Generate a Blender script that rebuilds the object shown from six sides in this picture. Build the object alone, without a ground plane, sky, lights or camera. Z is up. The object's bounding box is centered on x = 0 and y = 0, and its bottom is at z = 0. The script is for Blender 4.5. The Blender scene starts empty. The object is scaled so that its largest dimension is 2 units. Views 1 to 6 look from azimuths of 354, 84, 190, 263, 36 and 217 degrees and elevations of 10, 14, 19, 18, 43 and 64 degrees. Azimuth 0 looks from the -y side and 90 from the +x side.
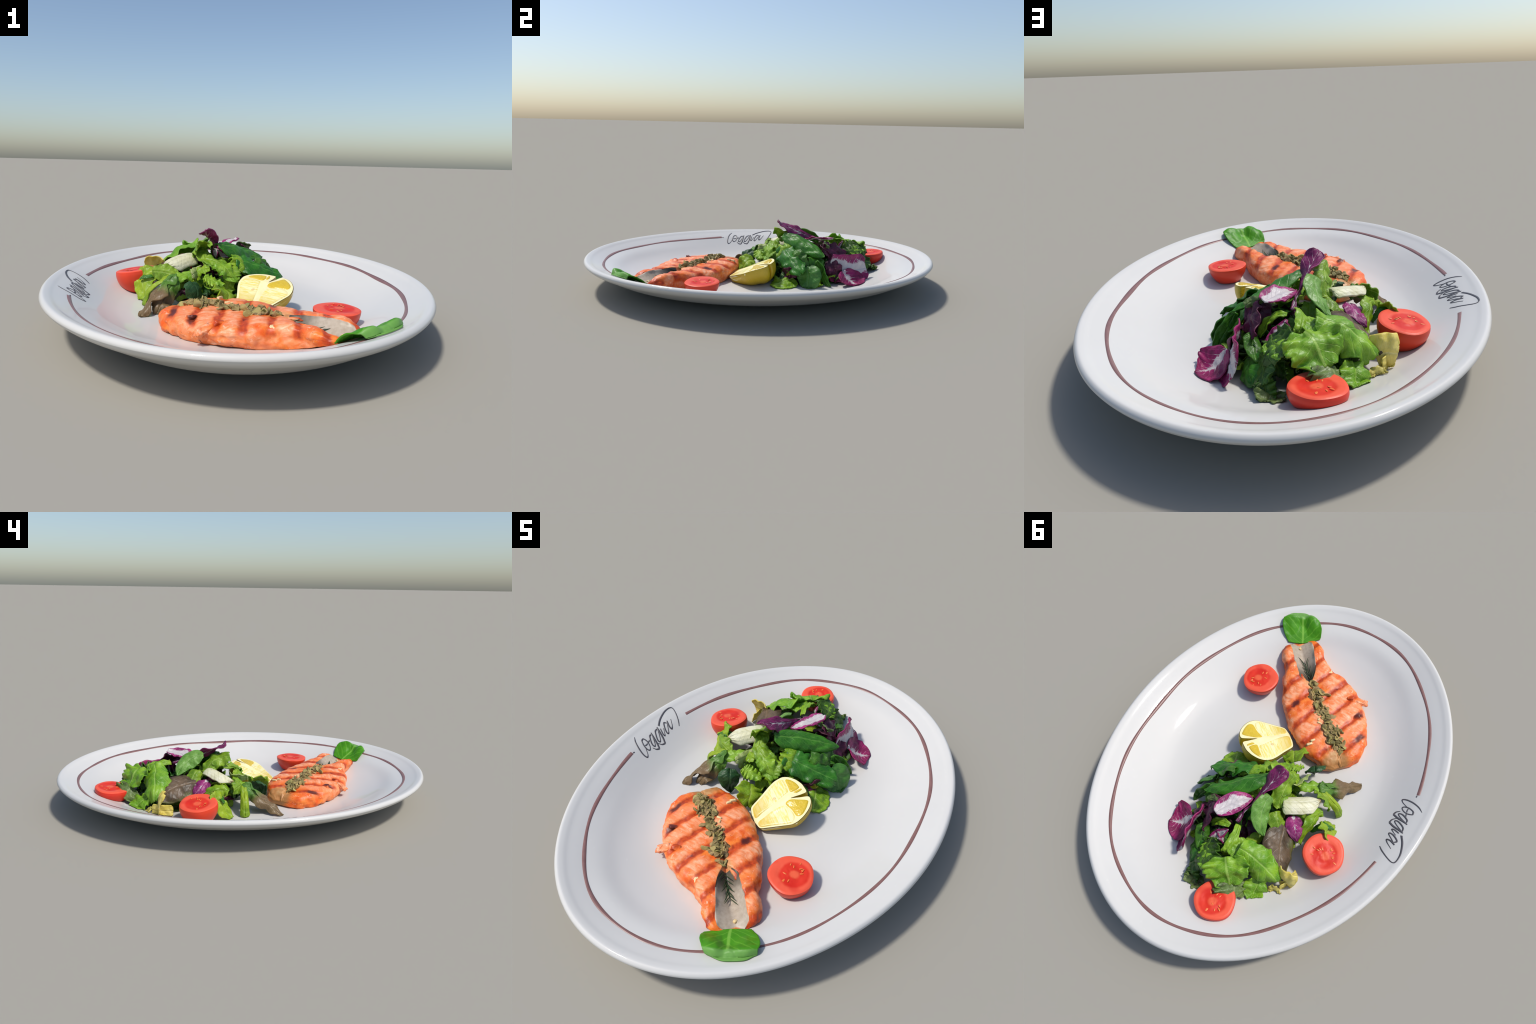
# A dinner plate with a grilled salmon steak, mixed salad, tomato halves,
# a lemon wedge and a basil leaf.  Everything is built in world coordinates
# (metres, z up); parts keep identity transforms unless noted.
import bpy, bmesh, math, random
import numpy as np
from mathutils import Vector, Matrix, noise

random.seed(7)
RNG = np.random.default_rng(7)
COL = bpy.context.scene.collection


# ------------------------------------------------------------------ helpers
def lin(r, g, b):
    """8-bit display colour -> linear RGBA."""
    def f(c):
        c /= 255.0
        return c / 12.92 if c <= 0.04045 else ((c + 0.055) / 1.055) ** 2.4
    return (f(r), f(g), f(b), 1.0)


def interp(x, xs, ys):
    """Smooth monotone-ish (Catmull-Rom/Hermite) interpolation through control values."""
    xs = np.asarray(xs, float); ys = np.asarray(ys, float)
    x = np.clip(np.asarray(x, float), xs[0], xs[-1])
    i = np.clip(np.searchsorted(xs, x) - 1, 0, len(xs) - 2)
    dx = np.diff(xs); sl = np.diff(ys) / dx
    m = np.zeros(len(xs))
    m[1:-1] = np.where(sl[:-1] * sl[1:] > 0, 2 * sl[:-1] * sl[1:] / (sl[:-1] + sl[1:] + 1e-12), 0.0)
    m[0], m[-1] = sl[0], sl[-1]
    h = dx[i]; t = (x - xs[i]) / h
    return ((2*t**3 - 3*t**2 + 1) * ys[i] + (t**3 - 2*t**2 + t) * h * m[i]
            + (-2*t**3 + 3*t**2) * ys[i+1] + (t**3 - t**2) * h * m[i+1])


def smooth_path(pts, n):
    """Catmull-Rom polyline through pts (any dimension), n samples."""
    P = np.asarray(pts, float)
    P = np.vstack([2*P[0] - P[1], P, 2*P[-1] - P[-2]])
    k = len(P) - 3
    out = []
    for s in np.linspace(0, k - 1e-9, n):
        i = int(s); t = s - i
        a, b, c, d = P[i], P[i+1], P[i+2], P[i+3]
        out.append(0.5 * (2*b + (c - a)*t + (2*a - 5*b + 4*c - d)*t*t + (3*b - a - 3*c + d)*t**3))
    return np.array(out)


def closed_path(pts, n):
    P = np.asarray(pts, float); k = len(P)
    out = []
    for s in np.linspace(0, k, n, endpoint=False):
        i = int(s); t = s - i
        a, b, c, d = P[(i-1) % k], P[i % k], P[(i+1) % k], P[(i+2) % k]
        out.append(0.5 * (2*b + (c - a)*t + (2*a - 5*b + 4*c - d)*t*t + (3*b - a - 3*c + d)*t**3))
    return np.array(out)


def mesh_object(name, verts, faces, material, parent=None, smooth=True):
    me = bpy.data.meshes.new(name)
    me.from_pydata([tuple(v) for v in verts], [], faces)
    me.update()
    if smooth:
        me.polygons.foreach_set("use_smooth", [True] * len(me.polygons))
    for m in (material if isinstance(material, (list, tuple)) else [material]):
        me.materials.append(m)
    ob = bpy.data.objects.new(name, me)
    COL.objects.link(ob)
    if parent is not None:
        attach(ob, parent)
    return ob


def attach(ob, parent):
    ob.parent = parent
    ob.matrix_parent_inverse = parent.matrix_world.inverted()


def empty(name, loc, label, category):
    e = bpy.data.objects.new(name, None)
    e.empty_display_size = 0.05
    COL.objects.link(e)
    e.location = loc
    bpy.context.view_layer.update()
    e["label"] = label; e["category"] = category
    return e


def grid_faces(nu, nv, close_v=False):
    f = []
    for i in range(nu - 1):
        for j in range(nv if close_v else nv - 1):
            j2 = (j + 1) % nv
            f.append((i*nv + j, i*nv + j2, (i+1)*nv + j2, (i+1)*nv + j))
    return f


def fbm(p, scale, octaves=4):
    return noise.fractal(Vector(p) * scale, 0.9, 2.1, octaves)


# ---------------------------------------------------------- node mini-language
class Mat:
    def __init__(self, name, rough=0.5, spec=0.5, **kw):
        self.m = bpy.data.materials.new(name)
        self.m.use_nodes = True
        self.t = self.m.node_tree
        self.b = self.t.nodes["Principled BSDF"]
        self.b.inputs["Roughness"].default_value = rough
        self.b.inputs["Specular IOR Level"].default_value = spec
        for k, v in kw.items():
            self.b.inputs[k.replace("_", " ")].default_value = v
        self.tc = self.t.nodes.new("ShaderNodeTexCoord")

    def link(self, v, sock):
        if isinstance(v, bpy.types.NodeSocket):
            self.t.links.new(v, sock)
        elif v is not None:
            sock.default_value = v

    @property
    def obj(self):
        return self.tc.outputs["Object"]

    def math(self, op, a, b=None, c=None, clamp=False):
        n = self.t.nodes.new("ShaderNodeMath"); n.operation = op; n.use_clamp = clamp
        self.link(a, n.inputs[0]); self.link(b, n.inputs[1]); self.link(c, n.inputs[2])
        return n.outputs[0]

    def dot(self, v, d):
        n = self.t.nodes.new("ShaderNodeVectorMath"); n.operation = "DOT_PRODUCT"
        self.link(v, n.inputs[0]); n.inputs[1].default_value = d
        return n.outputs["Value"]

    def dist(self, v, p):
        n = self.t.nodes.new("ShaderNodeVectorMath"); n.operation = "DISTANCE"
        self.link(v, n.inputs[0]); n.inputs[1].default_value = p
        return n.outputs["Value"]

    def mapping(self, v, loc=(0, 0, 0), rot=(0, 0, 0), scale=(1, 1, 1)):
        n = self.t.nodes.new("ShaderNodeMapping")
        self.link(v, n.inputs[0])
        n.inputs[1].default_value = loc; n.inputs[2].default_value = rot; n.inputs[3].default_value = scale
        return n.outputs[0]

    def noise(self, scale, detail=4, rough=0.55, dist=0.0, v=None):
        n = self.t.nodes.new("ShaderNodeTexNoise")
        n.inputs["Scale"].default_value = scale; n.inputs["Detail"].default_value = detail
        n.inputs["Roughness"].default_value = rough; n.inputs["Distortion"].default_value = dist
        self.link(v if v is not None else self.obj, n.inputs["Vector"])
        return n.outputs["Fac"]

    def voronoi(self, scale, v=None, feature="F1"):
        n = self.t.nodes.new("ShaderNodeTexVoronoi"); n.feature = feature
        n.inputs["Scale"].default_value = scale
        self.link(v if v is not None else self.obj, n.inputs["Vector"])
        return n.outputs["Distance"]

    def attr(self, name):
        n = self.t.nodes.new("ShaderNodeAttribute"); n.attribute_name = name
        return n.outputs["Fac"]

    def random(self):
        return self.t.nodes.new("ShaderNodeObjectInfo").outputs["Random"]

    def range(self, x, a, b, c=0.0, d=1.0, smooth=True):
        n = self.t.nodes.new("ShaderNodeMapRange")
        n.interpolation_type = "SMOOTHSTEP" if smooth else "LINEAR"
        self.link(x, n.inputs[0])
        for i, v in enumerate((a, b, c, d)):
            self.link(v, n.inputs[i + 1])
        return n.outputs[0]

    def mix(self, f, a, b, mode="MIX"):
        n = self.t.nodes.new("ShaderNodeMix"); n.data_type = "RGBA"; n.blend_type = mode
        self.link(f, n.inputs[0]); self.link(a, n.inputs[6]); self.link(b, n.inputs[7])
        return n.outputs[2]

    def vary(self, col, h=0.02, s=0.1, v=0.15):
        """per-object hue/value variation"""
        r = self.random()
        n = self.t.nodes.new("ShaderNodeHueSaturation")
        self.link(self.math("MULTIPLY_ADD", r, 2*h, 0.5 - h), n.inputs["Hue"])
        r2 = self.math("FRACT", self.math("MULTIPLY", r, 7.31))
        self.link(self.math("MULTIPLY_ADD", r2, 2*v, 1 - v), n.inputs["Value"])
        self.link(col, n.inputs["Color"])
        return n.outputs[0]

    def color(self, c):
        self.link(c, self.b.inputs["Base Color"])
        self.c = c

    def bump(self, h, strength=0.3, dist=0.01):
        n = self.t.nodes.new("ShaderNodeBump")
        n.inputs["Strength"].default_value = strength; n.inputs["Distance"].default_value = dist
        self.link(h, n.inputs["Height"])
        self.t.links.new(n.outputs[0], self.b.inputs["Normal"])
        return n.outputs[0]

    def translucent(self, fac):
        tr = self.t.nodes.new("ShaderNodeBsdfTranslucent"); self.link(self.c, tr.inputs[0])
        mx = self.t.nodes.new("ShaderNodeMixShader"); mx.inputs[0].default_value = fac
        out = self.t.nodes["Material Output"]
        self.t.links.new(self.b.outputs[0], mx.inputs[1]); self.t.links.new(tr.outputs[0], mx.inputs[2])
        self.t.links.new(mx.outputs[0], out.inputs[0])


# =================================================================== PLATE
PA, PB = 0.768, 1.0          # half width (x) and half length (y) of the oval
INSIDE_D = [0, .004, .014, .03, .05, .08, .105, .15, .2, .25, .3, .35, .42, .60]
INSIDE_Z = [.158, .168, .174, .170, .1605, .148, .136, .110, .083, .060, .044, .036, .031, .029]


def plate_inset(x, y):
    """distance from the rim, measured as inset of the oval"""
    lo, hi = 0.0, 0.70
    for _ in range(30):
        d = 0.5 * (lo + hi)
        a, b = max(PA - d, 0.02), PB - d
        if (x/a)**2 + (y/b)**2 < 1: lo = d
        else: hi = d
    return lo


def inside_z(d, sin2):
    """height of the eating side: inset d, sin2 = 0 on the long sides, 1 at the ends,
    where the wall of the well is longer and gentler"""
    k = .89 + .70*sin2
    return .009*sin2*math.exp(-((d - .165)/.05)**2) + float(interp(min(d if d < .105 else .105 + (d - .105)/k, .6), INSIDE_D, INSIDE_Z))


def plate_z(x, y):
    d = plate_inset(x, y)
    q = (y/(PB - d))**2
    return inside_z(d, q/(q + (x/max(PA - d, .02))**2 + 1e-9))


def build_plate():
    m = Mat("glazed_porcelain", rough=0.5, spec=0.2, Coat_Weight=0.45, Coat_Roughness=0.05)
    n1 = m.noise(2.5, 3); n2 = m.noise(60, 3)
    c = m.mix(n1, lin(201, 199, 194), lin(209, 207, 202))
    c = m.mix(m.range(n2, .62, .8, 0, .35), c, lin(213, 211, 206))
    m.color(c)
    m.bump(m.noise(9, 2), .05, .01)
    under = [(.68, .010), (.655, .009), (.65, .0), (.63, .0), (.62, .010), (.45, .016), (.36, .019), (.30, .025), (.25, .034), (.2, .046), (.15, .066),
             (.115, .084), (.08, .103), (.05, .119), (.025, .133), (.008, .147), (0, .159)]
    prof = smooth_path(under, 76).tolist()
    n_under = len(prof)
    dd = np.concatenate([np.linspace(0, .05, 16)[1:], np.linspace(.05, .36, 40)[1:], np.linspace(.36, .7, 8)[1:]])
    prof += [(d, None) for d in dd]
    N = 256
    verts, faces = [], []
    for k, (d, z) in enumerate(prof):
        d = max(d, 0)
        for i in range(N):
            a = 2*math.pi*i/N
            # hand-made oval: a few millimetres of wander
            wob = 1 + .0016*math.sin(3*a + .7) + .0012*math.sin(7*a + 2)
            zz = max(z, 0) if z is not None else inside_z(d, math.sin(a)**2)
            verts.append(((max(PA - d, .03))*math.cos(a)*wob, (PB - d)*math.sin(a)*wob, zz))
    faces = grid_faces(len(prof), N, True)
    for k, z in ((0, prof[0][1]), (len(prof) - 1, .029)):
        verts.append((0, 0, z)); c0 = len(verts) - 1
        for i in range(N):
            f = (k*N + i, k*N + (i+1) % N, c0)
            faces.append(f if k else f[::-1])
    plate = mesh_object("dinner_plate", verts, [f[::-1] for f in faces], m.m)
    plate["label"] = "oval white porcelain plate with thin brown ring and script"
    plate["category"] = "plate"

    # painted ring, a thin band of glaze following the well's shoulder
    mr = Mat("brown_glaze_band", rough=.35)
    mr.color(mr.mix(mr.noise(30, 4), lin(112, 78, 74), lin(142, 104, 98)))
    a0, a1 = math.atan2(.158/.895, -.655/.663), math.atan2(-.224/.895, -.645/.663) + 2*math.pi
    a1 -= 2*math.pi                      # ring runs the long way round, gap on the -x side
    n = 420
    verts = []
    for i in range(n):
        a = a0 + (a1 - a0)*i/(n - 1)
        dc = .105 + .0025*math.sin(5*a + 1) + .002*math.sin(11*a)
        for dw, lift in ((-.0070, -.001), (-.0062, .0012), (.0062, .0012), (.0070, -.001)):
            d = dc + dw*(1 + .15*math.sin(17*a))
            verts.append(((PA - d)*math.cos(a), (PB - d)*math.sin(a), inside_z(d, math.sin(a)**2) + lift))
    mesh_object("painted_ring", verts, grid_faces(n, 4), mr.m, plate)

    # hand-lettered word on the rim: strokes in a (right, down) writing frame
    ink = Mat("dark_grey_ink", rough=.4)
    ink.color(ink.mix(ink.noise(80, 3), lin(62, 60, 64), lin(98, 95, 98)))

    def on_plate(px, py):
        d = .058 + (py - 410)*.00031
        y = -.151 + .000234*(px - 530) - .14*(d - .058)
        x = -(PA - d)*math.sqrt(max(0, 1 - (y/(PB - d))**2))
        return Vector((x, y, inside_z(d, (y/(PB - d))**2)))

    strokes = {
        "letter_l": [([(532, 408), (470, 480), (437, 580), (436, 675), (470, 733), (518, 715), (560, 655), (585, 600)], [4, 17, 20, 18, 13, 9, 8, 7])],
        "letter_o": [([(660, 510), (605, 525), (578, 600), (595, 665), (640, 685), (690, 640), (702, 575), (670, 515), (640, 508)], [12, 17, 17, 13, 10, 14, 16, 12, 8]),
                     ([(600, 602), (640, 606), (680, 600)], [8, 10, 8]), ([(700, 592), (735, 592), (765, 582)], [8, 10, 8])],
        "letter_g": [([(880, 535), (825, 545), (768, 620), (762, 672), (795, 690), (850, 625), (898, 530)], [10, 18, 20, 17, 12, 12, 10]),
                     ([(905, 512), (885, 600), (868, 680), (838, 752)], [16, 25, 28, 26]), ([(842, 755), (770, 738), (715, 690)], [16, 12, 6]),
                     ([(1080, 520), (1005, 540), (942, 620), (932, 672), (968, 685), (1035, 610), (1090, 520)], [10, 18, 20, 17, 12, 12, 10]),
                     ([(1105, 500), (1085, 590), (1066, 670), (1028, 745)], [16, 25, 28, 26]), ([(1032, 748), (950, 735), (888, 690)], [16, 12, 6])],
        "letter_i": [([(1148, 548), (1122, 630), (1138, 662), (1175, 625), (1215, 570)], [16, 19, 14, 9, 6])],
        "letter_a": [([(1355, 530), (1305, 508), (1240, 585), (1222, 650), (1255, 662), (1330, 580), (1385, 520)], [12, 17, 20, 18, 12, 11, 10]),
                     ([(1400, 505), (1362, 590), (1372, 640), (1425, 612), (1500, 515)], [16, 22, 18, 11, 5])],
        "flourish": [([(1160, 500), (1300, 425), (1500, 362), (1660, 350), (1715, 385), (1690, 480), (1625, 595), (1560, 665)], [22, 20, 15, 11, 12, 14, 15, 8]),
                     ([(262, 562), (285, 566), (305, 568)], [6, 9, 5])],
    }
    for name, parts in strokes.items():
        verts, faces = [], []
        for pts, ws in parts:
            p = smooth_path(pts, 40)
            w = interp(np.linspace(0, 1, 40), np.linspace(0, 1, len(ws)), ws)
            base = len(verts)
            for i in range(40):
                t = p[min(i+1, 39)] - p[max(i-1, 0)]
                t = t/ (np.hypot(*t) + 1e-9); nn = np.array([-t[1], t[0]])
                for side, lift in ((-1.12, -.0012), (-1, .0013), (1, .0013), (1.12, -.0012)):
                    q = p[i] + nn*side*(w[i]*.66 + 1.8)
                    v = on_plate(*q); v.z += lift; v.x += lift*.5
                    verts.append(v)
            faces += [tuple(base + k for k in f) for f in grid_faces(40, 4)]
        mesh_object(name, verts, faces, ink.m, plate)
    return plate


# ================================================================== SALMON
SO = np.array([-.245, -.19]); SD = np.array([.781, -.625]); SN = np.array([.625, .781])


def s_world(s, w, z):
    p = SO + SD*s + SN*w
    return np.array([p[0], p[1], z])


# widths of the two flanks and heights along the backbone line s
R_OUT = ([-.025, -.012, .02, .06, .12, .2, .3, .4, .47, .54, .592, .61, .635, .68, .71, .735],
         [.05, .088, .108, .135, .166, .182, .188, .182, .162, .138, .114, .111, .112, .103, .086, .045])
L_OUT = ([-.025, -.012, .01, .045, .09, .2, .3, .37, .45, .53, .59, .65, .69, .715, .735],
         [-.05, -.09, -.115, -.15, -.172, -.196, -.202, -.196, -.160, -.113, -.102, -.110, -.100, -.075, -.035])
MID_W = ([-.025, .05, .135, .253, .355, .464, .56, .735], [0, 0, .008, .016, .024, .018, .006, .002])
R_IN = ([-.025, .05, .135, .253, .355, .455, .48, .51, .6, .71, .735], [.005, .006, .014, .022, .030, .028, .045, .060, .058, .054, .03])
L_IN = ([-.025, .05, .135, .253, .355, .455, .50, .55, .62, .70, .735], [-.005, -.006, .002, .010, .018, .008, -.018, -.036, -.052, -.064, -.028])
Z_TOP_R = ([-.025, -.012, .03, .1, .2, .35, .45, .52, .56, .62, .70, .735], [.074, .092, .106, .115, .120, .122, .125, .129, .133, .138, .128, .100])
Z_TOP_L = ([-.025, -.012, .03, .1, .2, .35, .45, .52, .62, .69, .735], [.070, .088, .102, .112, .117, .120, .126, .131, .133, .120, .096])
Z_MID = ([-.025, .0, .1, .25, .42, .455, .49, .53, .62, .70, .735], [.062, .088, .103, .109, .110, .106, .086, .080, .082, .094, .086])
# fraction across a flank (0 = backbone, 1 = outer edge) against height fraction
SECT_F = [0, .06, .2, .4, .6, .76, .88, .96, 1.0, 1.0, .975, .93]
SECT_G = [.96, .98, 1.0, 1.0, .975, .92, .83, .70, .53, .34, .15, 0.0]
NSEC = 44


def salmon_section(s):
    tt = np.linspace(0, 1, NSEC)
    k = np.linspace(0, 1, len(SECT_F))
    f = np.interp(tt, k, smooth_path(np.array(SECT_F)[:, None], len(k))[:, 0])
    F = interp(tt, k, SECT_F); G = interp(tt, k, SECT_G)
    mid = float(interp(s, *MID_W)); zm = float(interp(s, *Z_MID))
    p = SO + SD*s + SN*mid
    zb = plate_z(*p) + .002
    right, left = [], []
    for wi, wo, zt, out in ((float(interp(s, *R_IN)), float(interp(s, *R_OUT)), float(interp(s, *Z_TOP_R)), right),
                            (float(interp(s, *L_IN)), float(interp(s, *L_OUT)), float(interp(s, *Z_TOP_L)), left)):
        pe = SO + SD*s + SN*wo*.95
        zbo = max(plate_z(*pe), .03) + .001
        end = np.clip((s + .026)/.03, 0, 1)*np.clip((.737 - s)/.03, 0, 1)
        pinch = .55 + .45*math.sqrt(end)
        zc = .5*(zt + zbo)
        for a, b in zip(F, G):
            z = zbo + (zt - zbo)*b
            z = zc + (z - zc)*pinch
            out.append((wi + (wo - wi)*a, z))
    # inner walls down to the cavity bottom
    nI = 8
    inner_r = [(right[0][0] + (mid - right[0][0])*t**1.3, right[0][1] + (min(zm, right[0][1]) - right[0][1])*t) for t in np.linspace(0, 1, nI)[1:]]
    inner_l = [(left[0][0] + (mid - left[0][0])*t**1.3, left[0][1] + (min(zm, left[0][1]) - left[0][1])*t) for t in np.linspace(0, 1, nI)[1:]]
    return left[::-1] + inner_l + inner_r[:-1][::-1] + right, nI


def salmon_top_z(s, w):
    sec, _ = salmon_section(s)
    best = 0
    for (w0, z0), (w1, z1) in zip(sec[:-1], sec[1:]):
        lo, hi = min(w0, w1), max(w0, w1)
        if lo <= w <= hi and hi - lo > 1e-6:
            best = max(best, z0 + (z1 - z0)*(w - w0)/(w1 - w0))
    return best


def grill_phase(x, y, w):
    q = .978*x - .208*y
    c = (q + .018)/.0975 if w > .012 else (q - .003)/.0915
    return abs(c - round(c))          # 0 on a grill bar, .5 between bars


def build_salmon():
    root = empty("salmon_steak", (0, -.4, .03), "grilled salmon steak with char stripes and herb filling", "fish")
    m = Mat("grilled_salmon_flesh", rough=.42, spec=.45, Subsurface_Weight=.0)
    o = m.obj
    wob = m.math("MULTIPLY_ADD", m.noise(22, 4), .036, -.018)
    q = m.math("ADD", m.dot(o, (.978, -.208, 0)), wob)
    w = m.math("SUBTRACT", m.dot(o, (SN[0], SN[1], 0)), float(SO @ SN))
    s = m.math("SUBTRACT", m.dot(o, (SD[0], SD[1], 0)), float(SO @ SD))
    side = m.range(w, .010, .014)
    ph_r = m.math("DIVIDE", m.math("ADD", q, .018), .0975)
    ph_l = m.math("DIVIDE", m.math("SUBTRACT", q, .003), .0915)
    ph = m.math("ADD", m.math("MULTIPLY", ph_r, side), m.math("MULTIPLY", ph_l, m.math("SUBTRACT", 1.0, side)))
    fr = m.math("ABSOLUTE", m.math("SUBTRACT", m.math("FRACT", m.math("ADD", ph, .5)), .5))
    bar = m.range(fr, .07, .23, 1, 0)
    bar = m.math("MULTIPLY", bar, m.range(m.noise(14, 3), .10, .36))
    ztop = m.range(m.dot(o, (0, 0, 1)), .082, .102)         # bars only mark the upper side that met the grill
    bar = m.math("MULTIPLY", bar, ztop)
    tail = m.range(s, .44, .56)
    # flesh: orange with pale pink fibres, marbled fat lines
    fib = m.noise(16, 5, .6, 1.0, m.mapping(o, rot=(0, 0, .9), scale=(1, 3.2, 2)))
    pale = m.mix(m.range(fib, .3, .7), lin(236, 122, 58), lin(246, 174, 132))
    orange = m.mix(m.range(m.noise(26, 5, .65), .3, .7), lin(224, 84, 8), lin(242, 130, 46))
    headend = m.math("MULTIPLY", m.range(s, .03, .2, 1, 0), .95)
    om = m.math("MAXIMUM", m.range(m.noise(8, 4), .48, .66), headend)
    om = m.math("MAXIMUM", om, m.math("MULTIPLY", tail, m.range(m.noise(11, 3), .35, .6)))
    om = m.math("MAXIMUM", om, m.range(m.dot(o, (0, 0, 1)), .065, .10, .6, 0))
    c = m.mix(om, pale, orange)
    fat = m.range(m.noise(30, 6, .7, 2.0, m.mapping(o, scale=(1, 1, 1.6))), .57, .70)
    c = m.mix(m.math("MULTIPLY", fat, .7), c, lin(248, 206, 178))
    fleck = m.math("MULTIPLY", m.range(m.noise(34, 4, .6), .62, .70), m.range(m.dot(o, (0, 0, 1)), .05, .062, 1, 0))
    c = m.mix(m.math("MULTIPLY", fleck, .8), c, lin(70, 36, 20))
    halo = m.math("MULTIPLY", m.math("MULTIPLY", m.range(fr, .12, .36, 1, 0), m.range(m.noise(18, 4), .25, .55)), ztop)
    c = m.mix(m.math("MULTIPLY", halo, .8), c, orange)
    red = m.mix(m.range(m.noise(45, 4), .3, .7), lin(156, 40, 4), lin(208, 76, 14))
    c = m.mix(m.math("MULTIPLY", bar, .92), c, red)
    # char: dark flecks on some bars, placed like the contact points
    ch = m.range(m.noise(19, 4, .6), .60, .70)
    ch = m.math("MULTIPLY", ch, m.range(fr, .04, .15, 1, 0))
    ch = m.math("MULTIPLY", ch, ztop)
    for p, r in (((.106, -.312, .115), .034), ((-.262, -.335, .09), .046), ((-.275, -.29, .08), .036), ((-.185, -.44, .108), .034)):
        d = m.math("ADD", m.dist(o, p), m.math("MULTIPLY_ADD", m.noise(60, 4), .03, -.015))
        bl = m.math("MULTIPLY", m.range(d, r*.45, r, 1, 0), m.range(fr, .08, .26, 1, .0))
        ch = m.math("MAXIMUM", ch, bl)
    c = m.mix(m.math("MULTIPLY", ch, .85), c, lin(66, 28, 24))
    # tan skin patch around the backbone at the thick end
    skin = m.range(m.math("ADD", m.dist(o, (-.235, -.165, .085)), m.math("MULTIPLY_ADD", m.noise(25, 3), .04, -.02)), .045, .085, 1, 0)
    skinc = m.mix(m.noise(35, 4), lin(150, 94, 34), lin(196, 152, 96))
    c = m.mix(m.math("MULTIPLY", skin, .9), c, skinc)
    # pale fatty seam beside the backbone
    seam = m.math("MULTIPLY", m.range(m.math("ABSOLUTE", m.math("SUBTRACT", w, .016)), .018, .042, .7, 0), ztop)
    c = m.mix(m.math("MULTIPLY", seam, m.range(m.noise(30, 3), .4, .6)), c, lin(204, 160, 106))
    c = m.mix(m.range(m.voronoi(42), .10, .06, 0, .5), c, lin(90, 40, 20))
    m.color(c)
    m.bump(m.noise(110, 5, .65), .25, .004)

    lining = Mat("belly_lining", rough=.45)
    lo = lining.mix(lining.noise(70, 4), lin(150, 132, 112), lin(196, 182, 164))
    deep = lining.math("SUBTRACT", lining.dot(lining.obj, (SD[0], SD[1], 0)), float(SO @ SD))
    lo = lining.mix(lining.range(lining.math("ADD", deep, lining.math("MULTIPLY", lining.noise(30), .05)), .53, .63, .85, 0), lo, lin(62, 56, 42))  # lining colour darkened toward the fork: cavity's depth shadow painted in
    lining.color(lo)

    stations = np.concatenate([np.linspace(-.025, .03, 14), np.linspace(.03, .70, 120)[1:], np.linspace(.70, .735, 10)[1:]])
    V = []
    for s_ in stations:
        sec, nI = salmon_section(s_)
        for w_, z_ in sec:
            V.append(s_world(s_, w_, z_))
    nv = len(sec)
    V = np.array(V).reshape(len(stations), nv, 3)
    # normals by finite differences, then relief: grill grooves, flakes, lumps
    du = np.gradient(V, axis=0); dv = np.gradient(V, axis=1)
    Nn = np.cross(dv, du); Nn /= (np.linalg.norm(Nn, axis=2, keepdims=True) + 1e-9)
    if Nn[60, NSEC//2, 2] < 0: Nn = -Nn
    iL, iR = NSEC - 1, NSEC - 1 + 2*(nI - 1)
    W = V.copy()
    for i in range(len(stations)):
        for j in range(nv):
            p = V[i, j]; wv = (p[:2] - SO) @ SN
            inner = iL < j < iR
            amt = .0045*fbm(p, 13) + .0022*fbm(p + 3, 40)
            qd = .978*p[0] - .208*p[1] + .02*fbm(p + 9, 9)
            if not inner:
                g = grill_phase(p[0] + .012*fbm(p, 12), p[1], wv)
                up = max(0, Nn[i, j, 2])
                amt += up*(-.0065*math.exp(-(g/.16)**2) + .0025)
                # flaking of the muscle on the outer sides
                amt += (1 - up)*.004*math.sin(55*p[2] + 20*stations[i] + 4*fbm(p, 10))
            else:
                amt *= .35
            W[i, j] = p + Nn[i, j]*amt
            W[i, j, 2] = max(W[i, j, 2], plate_z(W[i, j, 0], W[i, j, 1]) + .001)
    # whole skin as one surface, normals shared between the two regions
    flat = W.reshape(-1, 3)
    faces = grid_faces(len(stations), nv)
    ncap = len(flat)
    caps = [W[0].mean(0), W[-1].mean(0)]
    flat = np.vstack([flat, caps])
    n = len(stations)
    for j in range(nv - 1):
        faces.append((j + 1, j, ncap)); faces.append(((n-1)*nv + j, (n-1)*nv + j + 1, ncap + 1))
    faces.append((0, nv - 1, ncap)); faces.append(((n-1)*nv + nv - 1, (n-1)*nv, ncap + 1))
    for i in range(n - 1):                                       # underside
        faces.append((i*nv, (i+1)*nv, (i+1)*nv + nv - 1, i*nv + nv - 1))
    me = bpy.data.meshes.new("tmp"); me.from_pydata([tuple(v) for v in flat], [], faces); me.update()
    normals = [v.normal.copy() for v in me.vertices]
    if normals[60*nv + NSEC//2].z < 0:
        faces = [f[::-1] for f in faces]; normals = [-x for x in normals]
    bpy.data.meshes.remove(me)

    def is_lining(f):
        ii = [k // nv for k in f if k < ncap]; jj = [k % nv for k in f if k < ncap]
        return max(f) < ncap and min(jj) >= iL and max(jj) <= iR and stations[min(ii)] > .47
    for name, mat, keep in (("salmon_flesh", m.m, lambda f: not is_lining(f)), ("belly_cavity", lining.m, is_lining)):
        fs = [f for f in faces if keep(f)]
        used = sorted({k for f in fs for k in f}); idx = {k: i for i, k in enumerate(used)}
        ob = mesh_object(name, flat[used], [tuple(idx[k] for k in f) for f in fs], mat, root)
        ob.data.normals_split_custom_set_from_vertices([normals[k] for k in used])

    # herb paste along the backbone: crumpled flakes
    hm = Mat("olive_herb", rough=.6)
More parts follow.
